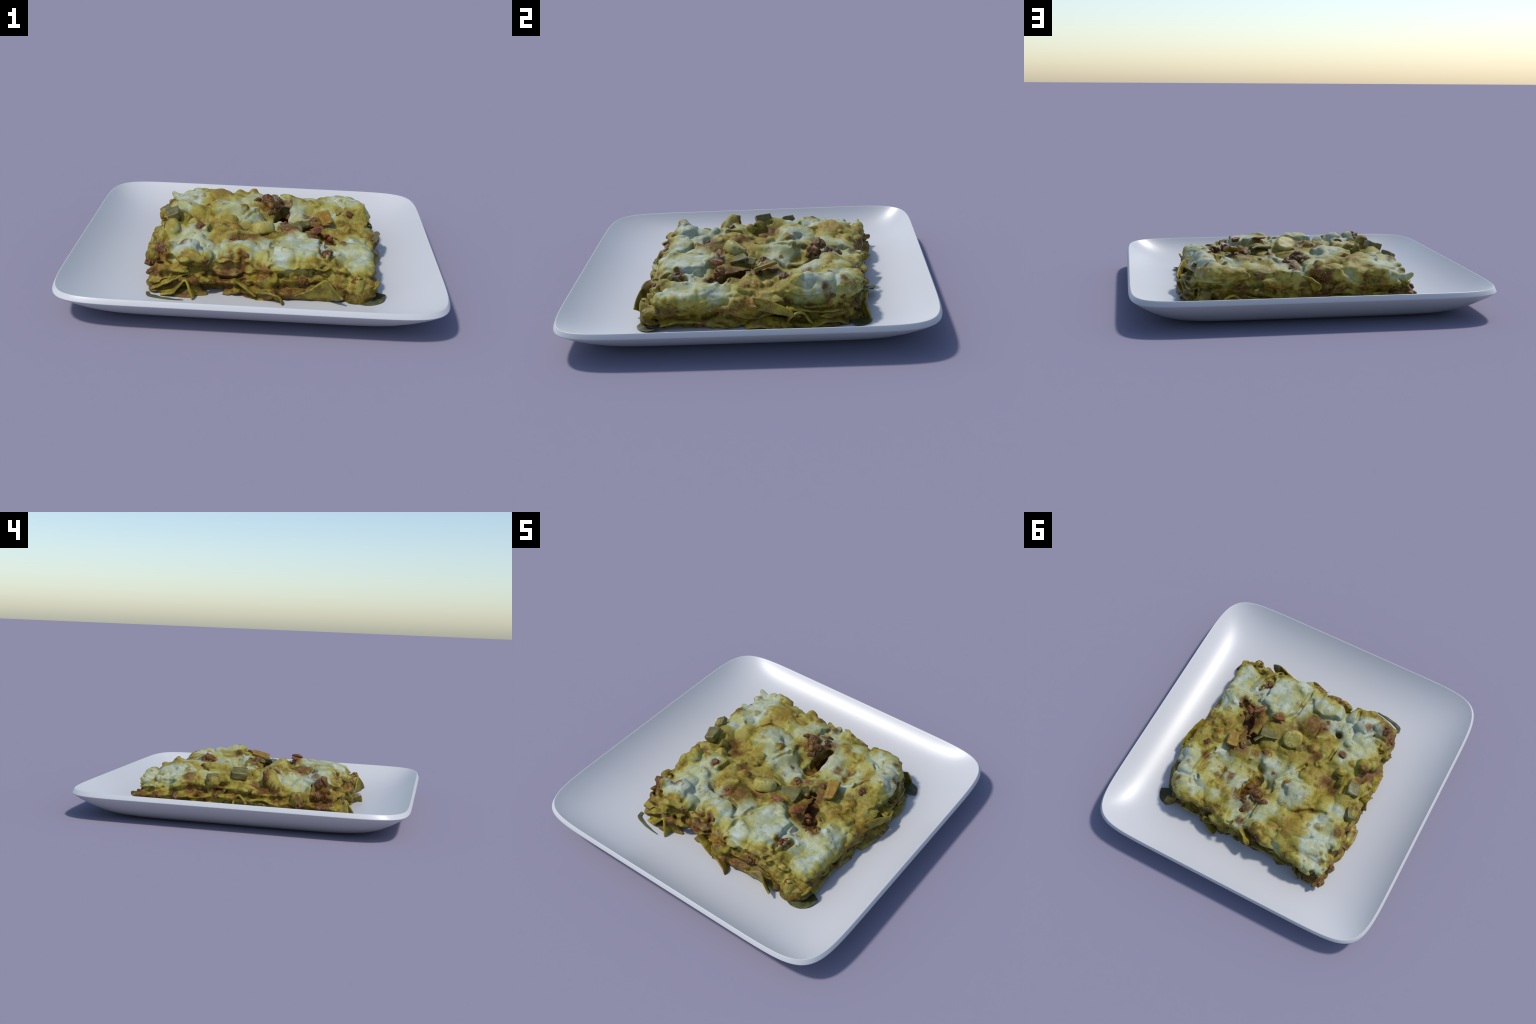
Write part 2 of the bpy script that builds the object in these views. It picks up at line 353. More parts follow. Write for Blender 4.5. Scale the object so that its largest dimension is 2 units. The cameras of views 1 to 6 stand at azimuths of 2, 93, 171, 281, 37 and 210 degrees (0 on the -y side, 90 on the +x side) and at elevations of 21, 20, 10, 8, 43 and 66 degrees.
# holes and gaps: capsule (x0, y0, z0, x1, y1, z1, radius)
HOLES = [(0.41, -0.165, 0.20, 0.36, -0.07, 0.175, 0.040), (0.36, -0.06, 0.175, 0.31, 0.03, 0.185, 0.044), (0.46, -0.20, 0.205, 0.41, -0.17, 0.20, 0.024), (0.30, -0.02, 0.19, 0.27, 0.02, 0.20, 0.03),
         (0.12, 0.25, 0.16, 0.14, 0.37, 0.15, 0.038), (0.14, 0.35, 0.13, 0.16, 0.46, 0.09, 0.040), (0.14, 0.30, 0.25, 0.155, 0.41, 0.25, 0.04), (0.145, 0.33, 0.19, 0.16, 0.44, 0.18, 0.036),
         (0.03, 0.33, 0.235, -0.01, 0.30, 0.235, 0.016), (-0.222, -0.276, 0.24, -0.215, -0.30, 0.17, 0.026), (-0.40, -0.36, 0.16, -0.42, -0.40, 0.20, 0.012),
         (0.0, 0.60, 0.17, -0.06, 0.66, 0.15, 0.028), (-0.30, 0.075, 0.235, -0.335, 0.12, 0.23, 0.026), (-0.44, -0.60, 0.205, -0.43, -0.52, 0.20, 0.024),
         (-0.30, -0.60, 0.165, -0.06, -0.585, 0.185, 0.030), (-0.46, -0.62, 0.085, -0.34, -0.60, 0.10, 0.018), (0.20, -0.60, 0.165, 0.31, -0.595, 0.16, 0.026),
         (0.34, -0.58, 0.165, 0.40, -0.57, 0.175, 0.018), (0.70, 0.08, 0.07, 0.72, 0.14, 0.08, 0.03), (0.72, 0.26, 0.08, 0.73, 0.38, 0.085, 0.028),
         (0.72, 0.18, 0.18, 0.71, 0.42, 0.175, 0.024), (0.46, 0.62, 0.17, 0.30, 0.64, 0.165, 0.024), (-0.21, -0.57, 0.03, -0.19, -0.52, 0.04, 0.035),
         (-0.62, -0.05, 0.08, -0.61, 0.10, 0.09, 0.016), (-0.62, 0.22, 0.10, -0.62, 0.40, 0.09, 0.014), (-0.38, 0.66, 0.10, -0.20, 0.65, 0.11, 0.02)]

# raised square block of cheese and pasta that stands above its neighbours: (x, y, z, half sizes, turn)
BLOCKS = [(0.225, -0.345, 0.222, 0.135, 0.125, 0.042, -14), (-0.20, 0.235, 0.252, 0.10, 0.075, 0.03, 10), (0.555, 0.35, 0.235, 0.06, 0.12, 0.042, -4),
          (0.552, -0.25, 0.158, 0.075, 0.21, 0.045, 3)]


# creases where pieces of the crust part
CREASES = [[(0.09, -0.53), (0.085, -0.40), (0.10, -0.28), (0.14, -0.21)], [(0.37, -0.45), (0.365, -0.33), (0.36, -0.24)],
           [(-0.18, -0.34), (-0.08, -0.325), (0.01, -0.345), (0.05, -0.40)], [(-0.13, 0.03), (-0.07, 0.12), (-0.01, 0.20)],
           [(0.46, 0.20), (0.475, 0.30), (0.49, 0.40), (0.46, 0.45)], [(-0.40, 0.28), (-0.33, 0.30), (-0.25, 0.365), (-0.18, 0.38)],
           [(-0.25, -0.35), (-0.28, -0.44), (-0.26, -0.50)], [(-0.40, -0.32), (-0.47, -0.34), (-0.53, -0.36)], [(-0.26, -0.19), (-0.25, -0.08), (-0.20, 0.0)],
           [(0.02, 0.44), (0.04, 0.52), (0.03, 0.60)], [(0.10, -0.02), (0.04, -0.01), (-0.03, -0.03)], [(0.50, 0.0), (0.56, 0.02), (0.63, 0.03)],
           [(0.44, -0.33), (0.43, -0.42), (0.42, -0.50)], [(-0.45, -0.08), (-0.44, 0.0), (-0.43, 0.10)]]


def local_box(lo, hi):
    s = []
    for i in range(3):
        a = int(max(0, np.floor((lo[i] - ORG[i]) / H)))
        b = int(min(DIM[i], np.ceil((hi[i] - ORG[i]) / H) + 1))
        s.append(slice(a, max(a + 1, b)))
    g = np.meshgrid(ax[0][s[0]], ax[1][s[1]], ax[2][s[2]], indexing="ij")
    return tuple(s), [q.astype(np.float32) for q in g]


def turned(x, y, cx, cy, deg):
    c, s = math.cos(math.radians(deg)), math.sin(math.radians(deg))
    dx, dy = x - cx, y - cy
    return dx * c + dy * s, -dx * s + dy * c


def settle(p, depth, body):
    """Move a point along the body's distance field until it lies `depth` below its surface."""
    p = np.array(p, float)
    for _ in range(14):
        i = np.clip(((p - ORG) / H).round().astype(int), 2, np.array(DIM) - 3)
        g = np.array([body[i[0] + 2, i[1], i[2]] - body[i[0] - 2, i[1], i[2]], body[i[0], i[1] + 2, i[2]] - body[i[0], i[1] - 2, i[2]],
                      body[i[0], i[1], i[2] + 2] - body[i[0], i[1], i[2] - 2]])
        g /= max(np.linalg.norm(g), 1e-6)
        p = p - 0.6 * (float(body[i[0], i[1], i[2]]) + depth) * g
    return p


def outline_distance():
    pts = np.array(OUTLINE)
    n = len(pts)
    d2 = np.full(GX.shape, 9.0)
    inside = np.zeros(GX.shape, bool)
    for i in range(n):
        a, b = pts[i], pts[(i + 1) % n]
        e = b - a
        wx, wy = GX - a[0], GY - a[1]
        t = np.clip((wx * e[0] + wy * e[1]) / (e @ e), 0, 1)
        d2 = np.minimum(d2, (wx - e[0] * t) ** 2 + (wy - e[1] * t) ** 2)
        cross = ((a[1] <= GY) & (b[1] > GY)) | ((b[1] <= GY) & (a[1] > GY))
        xi = a[0] + (GY - a[1]) / (e[1] if abs(e[1]) > 1e-9 else 1e-9) * e[0]
        inside ^= cross & (GX < xi)
    d = np.sqrt(d2)
    return np.where(inside, -d, d)


def broad_top():
    num = np.zeros(GX.shape)
    den = np.full(GX.shape, 1e-6)
    for x, y, z in RELIEF:
        w = np.exp(-((GX - x) ** 2 + (GY - y) ** 2) / (2 * 0.052 ** 2)) + 1e-5
        num += w * z
        den += w
    return num / den


def field():
    z = ax[2].astype(np.float32)[None, None, :]
    side2 = outline_distance().astype(np.float32)
    top2 = broad_top().astype(np.float32)
    n_a = value_noise(0.085, 1)
    n_b = value_noise(0.042, 2)
    n_c = value_noise(0.022, 3)
    n_l = value_noise((0.16, 0.16, 0.12), 4)
    # pillowy noise: round tops that meet in sharp creases
    puff = np.abs(value_noise(0.11, 5)) * 2.4
    puff -= puff.mean()
    puff_s = np.abs(value_noise(0.055, 6)) * 2.4
    puff_s -= puff_s.mean()
    # front wall leans back, the others stand steeper
    lean = np.where(np.abs(GX) > np.abs(GY), np.where(GX > 0, 0.16, 0.26), np.where(GY < 0, 0.28, 0.03)).astype(np.float32)[:, :, None]
    zz = z + 0.035 * n_l
    layer = np.sin(2 * np.pi * (zz - 0.035) / 0.062)
    side = side2[:, :, None] + lean * (z - 0.05) - 0.016 * layer * np.clip((0.24 - z) / 0.05, 0, 1) - 0.016 * puff - 0.010 * puff_s - 0.005 * n_c - 0.010 * n_a
    top = (z - top2[:, :, None]) * 0.92 - 0.016 * puff - 0.004 * puff_s - 0.007 * n_a - 0.0015 * n_c
    d = smax(side, top, 0.045)
    # scraps of pasta and crumbs squeezed out of the cut sides
    r = np.random.default_rng(8)
    pts = np.array(OUTLINE)
    seg = np.roll(pts, -1, 0) - pts
    cum = np.cumsum(np.linalg.norm(seg, axis=1))
    for i in range(230):
        t = r.uniform(0, cum[-1])
        k = int(np.searchsorted(cum, t))
        f = 1 - (cum[k] - t) / np.linalg.norm(seg[k])
        q = pts[k] + seg[k] * f
        zc = r.uniform(0.04, 0.20)
        ln = np.linalg.norm(seg[k])
        nx, ny = seg[k][1] / ln, -seg[k][0] / ln
        inset = r.uniform(0.008, 0.030) + (0.28 if q[1] < -0.5 else 0.18) * (zc - 0.04)
        x, y = q[0] - nx * inset, q[1] - ny * inset
        hole = i % 3 == 0
        if hole:
            x, y = x + nx * 0.012, y + ny * 0.012
        a, b, c = r.uniform(0.02, 0.055), r.uniform(0.010, 0.022), r.uniform(0.008, 0.024)
        tilt = r.uniform(-0.9, 0.9)
        deg = math.degrees(math.atan2(seg[k][1], seg[k][0])) + r.uniform(-30, 30)
        m = a + 0.03
        s, (px, py, pz) = local_box((x - m, y - m, zc - m), (x + m, y + m, zc + m))
        u, v = turned(px, py, x, y, deg)
        w = pz - zc
        u, w = u * math.cos(tilt) + w * math.sin(tilt), -u * math.sin(tilt) + w * math.cos(tilt)
        e = (np.sqrt((u / a) ** 2 + (v / b) ** 2 + (w / c) ** 2) - 1) * min(b, c) - 0.004 * n_c[s]
        d[s] = smax(d[s], -e, 0.008) if hole else smin(d[s], e, 0.006)
    for x, y, zc, a, b, c, deg in BLOCKS:
        s, (px, py, pz) = local_box((x - .25, y - .25, zc - .1), (x + .25, y + .25, zc + .12))
        u, v = turned(px, py, x, y, deg)
        nb = 0.010 * n_a[s] + 0.008 * puff[s] + 0.004 * puff_s[s]
        q = [np.abs(u) - a + 0.03, np.abs(v) - b + 0.03, np.abs(pz - zc) - c + 0.025]
        bd = np.sqrt(sum(np.maximum(k, 0) ** 2 for k in q)) + np.minimum(np.maximum(np.maximum(q[0], q[1]), q[2]), 0) - 0.028 - nb
        d[s] = smin(d[s], bd, 0.010)
    for x, y, zt, a, b, c, deg in LUMPS:
        m = max(a, b, c) + 0.04
        zc = zt - c
        s, (px, py, pz) = local_box((x - m, y - m, zc - m), (x + m, y + m, zc + m))
        u, v = turned(px, py, x, y, deg)
        k = np.sqrt((u / a) ** 2 + (v / b) ** 2 + ((pz - zc) / c) ** 2)
        e = (k - 1) * min(a, b, c) - 0.002 * n_c[s] - 0.003 * puff_s[s]
        d[s] = smin(d[s], e, 0.013)
    for x, y, q in NUBS:
        p = settle((x, y, 0.27), q * 0.30, d)
        s, (px, py, pz) = local_box(p - q - 0.03, p + q + 0.03)
        e = np.sqrt((px - p[0]) ** 2 + ((py - p[1]) * 1.15) ** 2 + ((pz - p[2]) * 1.1) ** 2) - q - 0.006 * n_c[s] - 0.004 * n_b[s]
        d[s] = smin(d[s], e, 0.010)
    solid = d.copy()
    for line in CREASES:
        pts = [settle((x, y, 0.27), 0.0, solid) for x, y in line]
        for a, b in zip(pts[:-1], pts[1:]):
            s, (px, py, pz) = local_box(np.minimum(a, b) - 0.05, np.maximum(a, b) + 0.05)
            e = b - a
            t = np.clip(((px - a[0]) * e[0] + (py - a[1]) * e[1] + (pz - a[2]) * e[2]) / (e @ e), 0, 1)
            k = np.sqrt((px - a[0] - t * e[0]) ** 2 + (py - a[1] - t * e[1]) ** 2 + ((pz - a[2] - t * e[2]) * 0.48) ** 2) - 0.012 - 0.006 * n_b[s]
            d[s] = smax(d[s], -k, 0.010)
    for x0, y0, z0, x1, y1, z1, r in HOLES:
        if max(abs(x0), abs(y0)) > 0.55:
            x0, y0, _ = settle((x0, y0, z0), 0.65 * r, solid)
            x1, y1, _ = settle((x1, y1, z1), 0.65 * r, solid)
        m = r + 0.04
        s, (px, py, pz) = local_box((min(x0, x1) - m, min(y0, y1) - m, min(z0, z1) - m), (max(x0, x1) + m, max(y0, y1) + m, max(z0, z1) + m))
        e = np.array([x1 - x0, y1 - y0, z1 - z0])
        t = np.clip(((px - x0) * e[0] + (py - y0) * e[1] + (pz - z0) * e[2]) / (e @ e), 0, 1)
        k = np.sqrt((px - x0 - t * e[0]) ** 2 + (py - y0 - t * e[1]) ** 2 + (pz - z0 - t * e[2]) ** 2) - r - 0.008 * n_b[s] - 0.006 * n_c[s]
        d[s] = smax(d[s], -k, 0.014)
    return np.maximum(d, FLOOR - z).astype(np.float32), top2


def surface_nets(d):
    """Quad surface of the zero level, one vertex per cell that the surface crosses."""
    neg = d < 0
    c = [slice(0, -1), slice(1, None)]
    cnt = np.zeros([n - 1 for n in d.shape], np.int8)
    for i in (0, 1):
        for j in (0, 1):
            for k in (0, 1):
                cnt += neg[c[i], c[j], c[k]]
    act = (cnt > 0) & (cnt < 8)
    idx = np.argwhere(act)
    lab = np.full(act.shape, -1, np.int64)
    lab[act] = np.arange(len(idx))
    acc = np.zeros((len(idx), 3))
    num = np.zeros(len(idx))
    I, J, K = idx.T
    for axis in range(3):
        o = [a for a in range(3) if a != axis]
        for p in (0, 1):
            for q in (0, 1):
                off = np.zeros(3, int)
                off[o[0]], off[o[1]] = p, q
                end = off.copy()
                end[axis] = 1
                a = d[I + off[0], J + off[1], K + off[2]]
                b = d[I + end[0], J + end[1], K + end[2]]
                m = (a < 0) != (b < 0)
                t = np.where(m, a / np.where(m, a - b, 1), 0)
                pt = np.tile(off, (len(idx), 1)).astype(float)
                pt[:, axis] = t
                acc[m] += pt[m]
                num[m] += 1
    verts = (idx + acc / num[:, None]) * H + ORG
    faces = []
    for axis in range(3):
        o = [(axis + 1) % 3, (axis + 2) % 3]
        a = [slice(1, -1)] * 3
        b = [slice(1, -1)] * 3
        a[axis], b[axis] = slice(0, -1), slice(1, None)
        A, B = neg[tuple(a)], neg[tuple(b)]
        for flip in (False, True):
            e = np.argwhere((A & ~B) if not flip else (~A & B))
            if not len(e):
                continue
            e = e + 1
            e[:, axis] -= 1
            q = []
            for du, dv in ((-1, -1), (0, -1), (0, 0), (-1, 0)):
                s = e.copy()
                s[:, o[0]] += du
                s[:, o[1]] += dv
                q.append(lab[s[:, 0], s[:, 1], s[:, 2]])
            if flip:
                q = q[::-1]
            faces.append(np.stack(q, 1))
    return verts, np.concatenate(faces)


def relax(verts, faces, rounds, step=0.5):
    e = np.concatenate([faces[:, [0, 1]], faces[:, [1, 2]], faces[:, [2, 3]], faces[:, [3, 0]]])
    e = np.unique(np.sort(e, 1), axis=0)
    n = np.bincount(e.ravel(), minlength=len(verts)).astype(float)[:, None]
    for _ in range(rounds):
        s = np.zeros_like(verts)
        for k in range(3):
            s[:, k] = np.bincount(e[:, 0], verts[e[:, 1], k], len(verts)) + np.bincount(e[:, 1], verts[e[:, 0], k], len(verts))
        verts = verts + step * (s / n - verts)
    return verts


def vertex_normals(verts, faces):
    n = np.cross(verts[faces[:, 2]] - verts[faces[:, 0]], verts[faces[:, 3]] - verts[faces[:, 1]])
    out = np.zeros_like(verts)
    for k in range(4):
        for c in range(3):
            out[:, c] += np.bincount(faces[:, k], n[:, c], len(verts))
    return out / np.maximum(np.linalg.norm(out, axis=1, keepdims=True), 1e-12), n


def keep_largest(faces, nv):
    lab = np.arange(nv)
    while True:
        m = lab[faces].min(1)
        new = lab.copy()
        for k in range(4):
            np.minimum.at(new, faces[:, k], m)
        new = new[new]
        if (new == lab).all():
            break
        lab = new
    f = lab[faces[:, 0]]
    v, c = np.unique(f, return_counts=True)
    return faces[f == v[c.argmax()]]


def build_body(parent):
    d, top2 = field()
    verts, faces = surface_nets(d)
    faces = keep_largest(faces, len(verts))
    verts = relax(verts, faces, 2, 0.4)
    vn, fn = vertex_normals(verts, faces)
    ctr = verts[faces].mean(1)
    ix = np.clip(((ctr[:, 0] - ORG[0]) / H).astype(int), 0, DIM[0] - 1)
    iy = np.clip(((ctr[:, 1] - ORG[1]) / H).astype(int), 0, DIM[1] - 1)
    cover = top2[ix, iy] - 0.055 + 0.012 * np.sin(ctr[:, 0] * 31) + 0.012 * np.sin(ctr[:, 1] * 27)
    is_top = ctr[:, 2] > np.minimum(cover, 0.20)
    for name, sel in (("cheese_topping", is_top), ("pasta_layers", ~is_top)):
        f = faces[sel]
        used, inv = np.unique(f, return_inverse=True)
        ob = mesh_object(name, verts[used], inv.reshape(f.shape), GOO, parent)
        ob.data.normals_split_custom_set_from_vertices([tuple(v) for v in vn[used]])
    return d


# ------------------------------------------------------------------ separate pieces
def catmull(pts, n):
    p = np.array(pts, float)
    p = np.vstack([2 * p[0] - p[1], p, 2 * p[-1] - p[-2]])
    out = []
    for t in np.linspace(0, len(pts) - 1, n):
        i = min(int(t), len(pts) - 2)
        f = t - i
        a, b, c, d = p[i:i + 4]
        out.append(0.5 * (2 * b + (c - a) * f + (2 * a - 5 * b + 4 * c - d) * f * f + (3 * b - a - 3 * c + d) * f ** 3))
    return np.array(out)


def sheet(name, edge, root, mat, parent, thick=0.013, n=28, m=8, belly=0.0, kind=None):
    """A limp sheet between a free edge and a root edge; belly pushes its middle out along its normal."""
    A, B = catmull(edge, n), catmull(root, n)
    verts, faces = [], []
    for i in range(n):
        for j in range(m):
            t = j / (m - 1)
            v = A[i] * (1 - t) + B[i] * t
            verts.append(v)
    V = np.array(verts).reshape(n, m, 3)
    du = np.gradient(V, axis=0)
    dv = np.gradient(V, axis=1)
    nn = np.cross(du, dv)
    nn /= np.maximum(np.linalg.norm(nn, axis=2, keepdims=True), 1e-9)
    t = np.linspace(0, 1, m)
    V = V + nn * (belly * np.sin(np.pi * t))[None, :, None]
    wob = np.sin(V[:, :, 0] * 90 + V[:, :, 2] * 70) * 0.0018 + np.sin(V[:, :, 1] * 110) * 0.0015
    V = V + nn * wob[:, :, None]
    for i in range(n - 1):
        for j in range(m - 1):
            faces.append((i * m + j, i * m + j + 1, (i + 1) * m + j + 1, (i + 1) * m + j))
    ob = mesh_object(name, V.reshape(-1, 3), faces, mat, parent)
    s = ob.modifiers.new("thickness", "SOLIDIFY")
    s.thickness = thick
    s.offset = 0
    b = ob.modifiers.new("round", "SUBSURF")
    b.levels = b.render_levels = 1
    return ob


def chunk_mesh(name, seed, mat, boxy=0.9, rough=0.55, sub=3):
    bm = bmesh.new()
    bmesh.ops.create_icosphere(bm, subdivisions=sub, radius=1.0)
    r = np.random.default_rng(seed)
    dirs = r.normal(size=(9, 3))
    dirs /= np.linalg.norm(dirs, axis=1, keepdims=True)
    cut = r.uniform(0.55, 0.85, 9)
    ph = r.uniform(0, 6.28, (4, 3))
    fr = r.uniform(2, 5, (4, 3))
    for v in bm.verts:
        p = np.array(v.co)
        k = dirs @ p
        lim = np.min(np.where(k > 0.05, cut / np.maximum(k, 0.05), 9))
        s = (1 - boxy) + boxy * min(lim, 1.15)
        s += rough * 0.25 * sum(np.prod(np.sin(p * fr[i] + ph[i])) for i in range(4))
        v.co = Vector(p * s)
    me = bpy.data.meshes.new(name)
    bm.to_mesh(me)
    bm.free()
    me.polygons.foreach_set("use_smooth", [True] * len(me.polygons))
    me.materials.append(mat)
    return me


def place(name, me, parent, loc, size, rot):
    ob = bpy.data.objects.new(name, me)
    ob.location = loc
    ob.scale = size if hasattr(size, "__len__") else (size,) * 3
    ob.rotation_euler = [math.radians(a) for a in rot]
    return link(ob, parent)


def round_slice_mesh(name, mat, seed, height=0.35):
    """Disc of a sliced vegetable with rounded edge and a slightly dished, uneven face."""
    r = np.random.default_rng(seed)
    prof = [(0.0, height), (0.35, height * 0.98), (0.7, height), (0.88, height * 0.97), (0.97, height * 0.75), (1.0, height * 0.4), (0.99, -height * 0.4),
            (0.95, -height * 0.85), (0.8, -height), (0.0, -height)]
    N = 40
    verts, faces = [], []
    a = np.linspace(0, 2 * np.pi, N, endpoint=False)
    wob = 1 + 0.05 * np.sin(2 * a + r.uniform(0, 6)) + 0.03 * np.sin(3 * a + r.uniform(0, 6)) + 0.015 * np.sin(7 * a)
    for rr, z in prof:
        verts += [(rr * w * math.cos(t), rr * w * math.sin(t), z + 0.03 * math.sin(3 * t + rr * 5) * rr) for t, w in zip(a, wob)]
    for k in range(len(prof) - 1):
        for i in range(N):
            j = (i + 1) % N
            faces.append((k * N + i, (k + 1) * N + i, (k + 1) * N + j, k * N + j))
    me = bpy.data.meshes.new(name)
    me.from_pydata(verts, [], faces)
    bm = bmesh.new()
    bm.from_mesh(me)
    bmesh.ops.remove_doubles(bm, verts=bm.verts, dist=1e-5)
    bmesh.ops.recalc_face_normals(bm, faces=bm.faces)
    bm.to_mesh(me)
    bm.free()
    me.polygons.foreach_set("use_smooth", [True] * len(me.polygons))
    me.materials.append(mat)
    return me


def block_mesh(name, mat, bend=0.15, bevel=0.13):
    """Diced vegetable: a bevelled, slightly bent block of half size one."""
    bm = bmesh.new()
    bmesh.ops.create_cube(bm, size=2.0)
    bmesh.ops.subdivide_edges(bm, edges=bm.edges, cuts=5, use_grid_fill=True)
    for v in bm.verts:
        p = v.co.copy()
        q = Vector((math.copysign(abs(p.x) ** 1, p.x), p.y, p.z))
        rr = max(abs(p.x), abs(p.y), abs(p.z))
        s = p.normalized() * rr * 1.25
        p = p.lerp(s, bevel)
        p.z += bend * (p.x * p.x) - 0.08 * p.y * p.x
        p.x *= 1 + 0.1 * p.y
        p += 0.05 * Vector((math.sin(3 * p.y + 2 * p.z), math.sin(2.6 * p.z + 3.1 * p.x), math.sin(3.3 * p.x + 1.7 * p.y)))
        v.co = p
    me = bpy.data.meshes.new(name)
    bm.to_mesh(me)
    bm.free()
    me.polygons.foreach_set("use_smooth", [True] * len(me.polygons))
    me.materials.append(mat)
    return me


def build_pieces(parent):
    # pasta sheets curling out of the sides: free edge, root edge, belly
    folds = [
        ([(0.21, -0.575, 0.055), (0.30, -0.59, 0.105), (0.375, -0.595, 0.165), (0.42, -0.625, 0.125), (0.475, -0.635, 0.078)],
         [(0.21, -0.555, 0.035), (0.30, -0.565, 0.04), (0.37, -0.57, 0.05), (0.42, -0.58, 0.05), (0.45, -0.61, 0.055)], 0.0),
        ([(-0.48, -0.605, 0.036), (-0.41, -0.62, 0.055), (-0.352, -0.60, 0.118), (-0.325, -0.625, 0.072), (-0.305, -0.645, 0.034)],
         [(-0.46, -0.50, 0.04), (-0.40, -0.50, 0.06), (-0.35, -0.49, 0.12), (-0.32, -0.50, 0.09), (-0.29, -0.53, 0.05)], 0.0),
        ([(-0.53, -0.575, 0.05), (-0.47, -0.585, 0.085), (-0.40, -0.575, 0.115), (-0.33, -0.545, 0.145)],
         [(-0.50, -0.47, 0.07), (-0.45, -0.47, 0.10), (-0.40, -0.47, 0.13), (-0.33, -0.46, 0.15)], 0.0),
        ([(0.03, -0.605, 0.075), (0.09, -0.63, 0.085), (0.145, -0.645, 0.075), (0.165, -0.65, 0.03)],
         [(0.03, -0.56, 0.035), (0.08, -0.57, 0.032), (0.12, -0.58, 0.031), (0.15, -0.60, 0.03)], 0.01),
        ([(-0.10, -0.585, 0.13), (-0.03, -0.60, 0.09), (0.02, -0.60, 0.05)], [(-0.09, -0.53, 0.10), (-0.03, -0.55, 0.07), (0.02, -0.56, 0.04)], 0.01),
        ([(0.675, 0.03, 0.205), (0.70, 0.10, 0.20), (0.725, 0.18, 0.17), (0.735, 0.235, 0.14)],
         [(0.665, 0.03, 0.13), (0.695, 0.10, 0.125), (0.72, 0.18, 0.115), (0.735, 0.235, 0.11)], 0.01),
        ([(0.70, 0.20, 0.03), (0.735, 0.22, 0.10), (0.72, 0.28, 0.125), (0.70, 0.33, 0.06), (0.70, 0.36, 0.03)],
         [(0.63, 0.20, 0.03), (0.65, 0.22, 0.10), (0.65, 0.28, 0.12), (0.64, 0.33, 0.06), (0.64, 0.36, 0.03)], 0.0),
        ([(0.70, -0.02, 0.03), (0.725, 0.06, 0.055), (0.735, 0.14, 0.045), (0.735, 0.24, 0.03)],
         [(0.62, -0.02, 0.07), (0.64, 0.06, 0.09), (0.65, 0.14, 0.08), (0.64, 0.24, 0.07)], 0.0),
        ([(0.72, 0.20, 0.145), (0.70, 0.30, 0.125), (0.69, 0.42, 0.115), (0.675, 0.50, 0.12)],
         [(0.64, 0.20, 0.15), (0.64, 0.30, 0.135), (0.63, 0.42, 0.125), (0.62, 0.50, 0.13)], 0.0),
        ([(0.725, 0.33, 0.035), (0.725, 0.40, 0.07), (0.70, 0.47, 0.06), (0.68, 0.53, 0.03)],
         [(0.64, 0.33, 0.05), (0.64, 0.40, 0.08), (0.63, 0.47, 0.07), (0.61, 0.53, 0.05)], 0.0),
        ([(0.62, 0.615, 0.14), (0.64, 0.635, 0.08), (0.645, 0.64, 0.03)], [(0.55, 0.59, 0.12), (0.56, 0.60, 0.07), (0.57, 0.61, 0.03)], 0.01),
        ([(0.36, 0.63, 0.10), (0.29, 0.67, 0.09), (0.235, 0.70, 0.07), (0.215, 0.685, 0.05)],
         [(0.36, 0.59, 0.06), (0.30, 0.60, 0.05), (0.25, 0.61, 0.04), (0.22, 0.63, 0.035)], 0.012),
        ([(0.06, 0.62, 0.21), (0.01, 0.655, 0.195), (-0.035, 0.69, 0.165), (-0.03, 0.66, 0.13)],
         [(0.06, 0.58, 0.16), (0.02, 0.60, 0.14), (-0.01, 0.61, 0.12), (-0.01, 0.60, 0.10)], 0.01),
        ([(0.50, 0.63, 0.08), (0.44, 0.64, 0.11), (0.38, 0.635, 0.08)], [(0.50, 0.56, 0.07), (0.44, 0.56, 0.10), (0.38, 0.56, 0.07)], 0.0),
        ([(-0.40, 0.70, 0.12), (-0.42, 0.71, 0.08), (-0.42, 0.70, 0.03)], [(-0.34, 0.62, 0.10), (-0.35, 0.63, 0.07), (-0.36, 0.64, 0.03)], 0.01),
        ([(-0.05, 0.655, 0.075), (-0.18, 0.655, 0.09), (-0.30, 0.665, 0.07)], [(-0.05, 0.58, 0.08), (-0.18, 0.58, 0.09), (-0.30, 0.59, 0.08)], 0.0),
        ([(-0.645, -0.02, 0.10), (-0.635, 0.02, 0.15), (-0.63, 0.05, 0.13), (-0.64, 0.07, 0.06)],
         [(-0.57, -0.02, 0.09), (-0.57, 0.02, 0.14), (-0.56, 0.05, 0.12), (-0.57, 0.07, 0.06)], 0.0),
        ([(-0.635, -0.20, 0.10), (-0.64, -0.12, 0.13), (-0.64, -0.05, 0.12)], [(-0.56, -0.20, 0.10), (-0.56, -0.12, 0.13), (-0.56, -0.05, 0.12)], 0.0),
        ([(-0.655, 0.22, 0.06), (-0.665, 0.30, 0.075), (-0.65, 0.38, 0.06)], [(-0.58, 0.22, 0.08), (-0.58, 0.30, 0.09), (-0.58, 0.38, 0.08)], 0.0),
        ([(0.655, -0.56, 0.11), (0.675, -0.53, 0.14), (0.67, -0.49, 0.13)], [(0.61, -0.52, 0.06), (0.62, -0.50, 0.08), (0.63, -0.47, 0.08)], 0.0),
        ([(0.68, -0.47, 0.05), (0.675, -0.36, 0.07), (0.67, -0.22, 0.055), (0.69, -0.10, 0.035)],
         [(0.60, -0.47, 0.08), (0.60, -0.36, 0.09), (0.60, -0.22, 0.08), (0.61, -0.10, 0.07)], 0.0),
    ]
    def tuck(pts):
        return [(x + 0.028 if x < -0.55 else x - 0.014 if x > 0.6 else x, y, z) for x, y, z in pts]

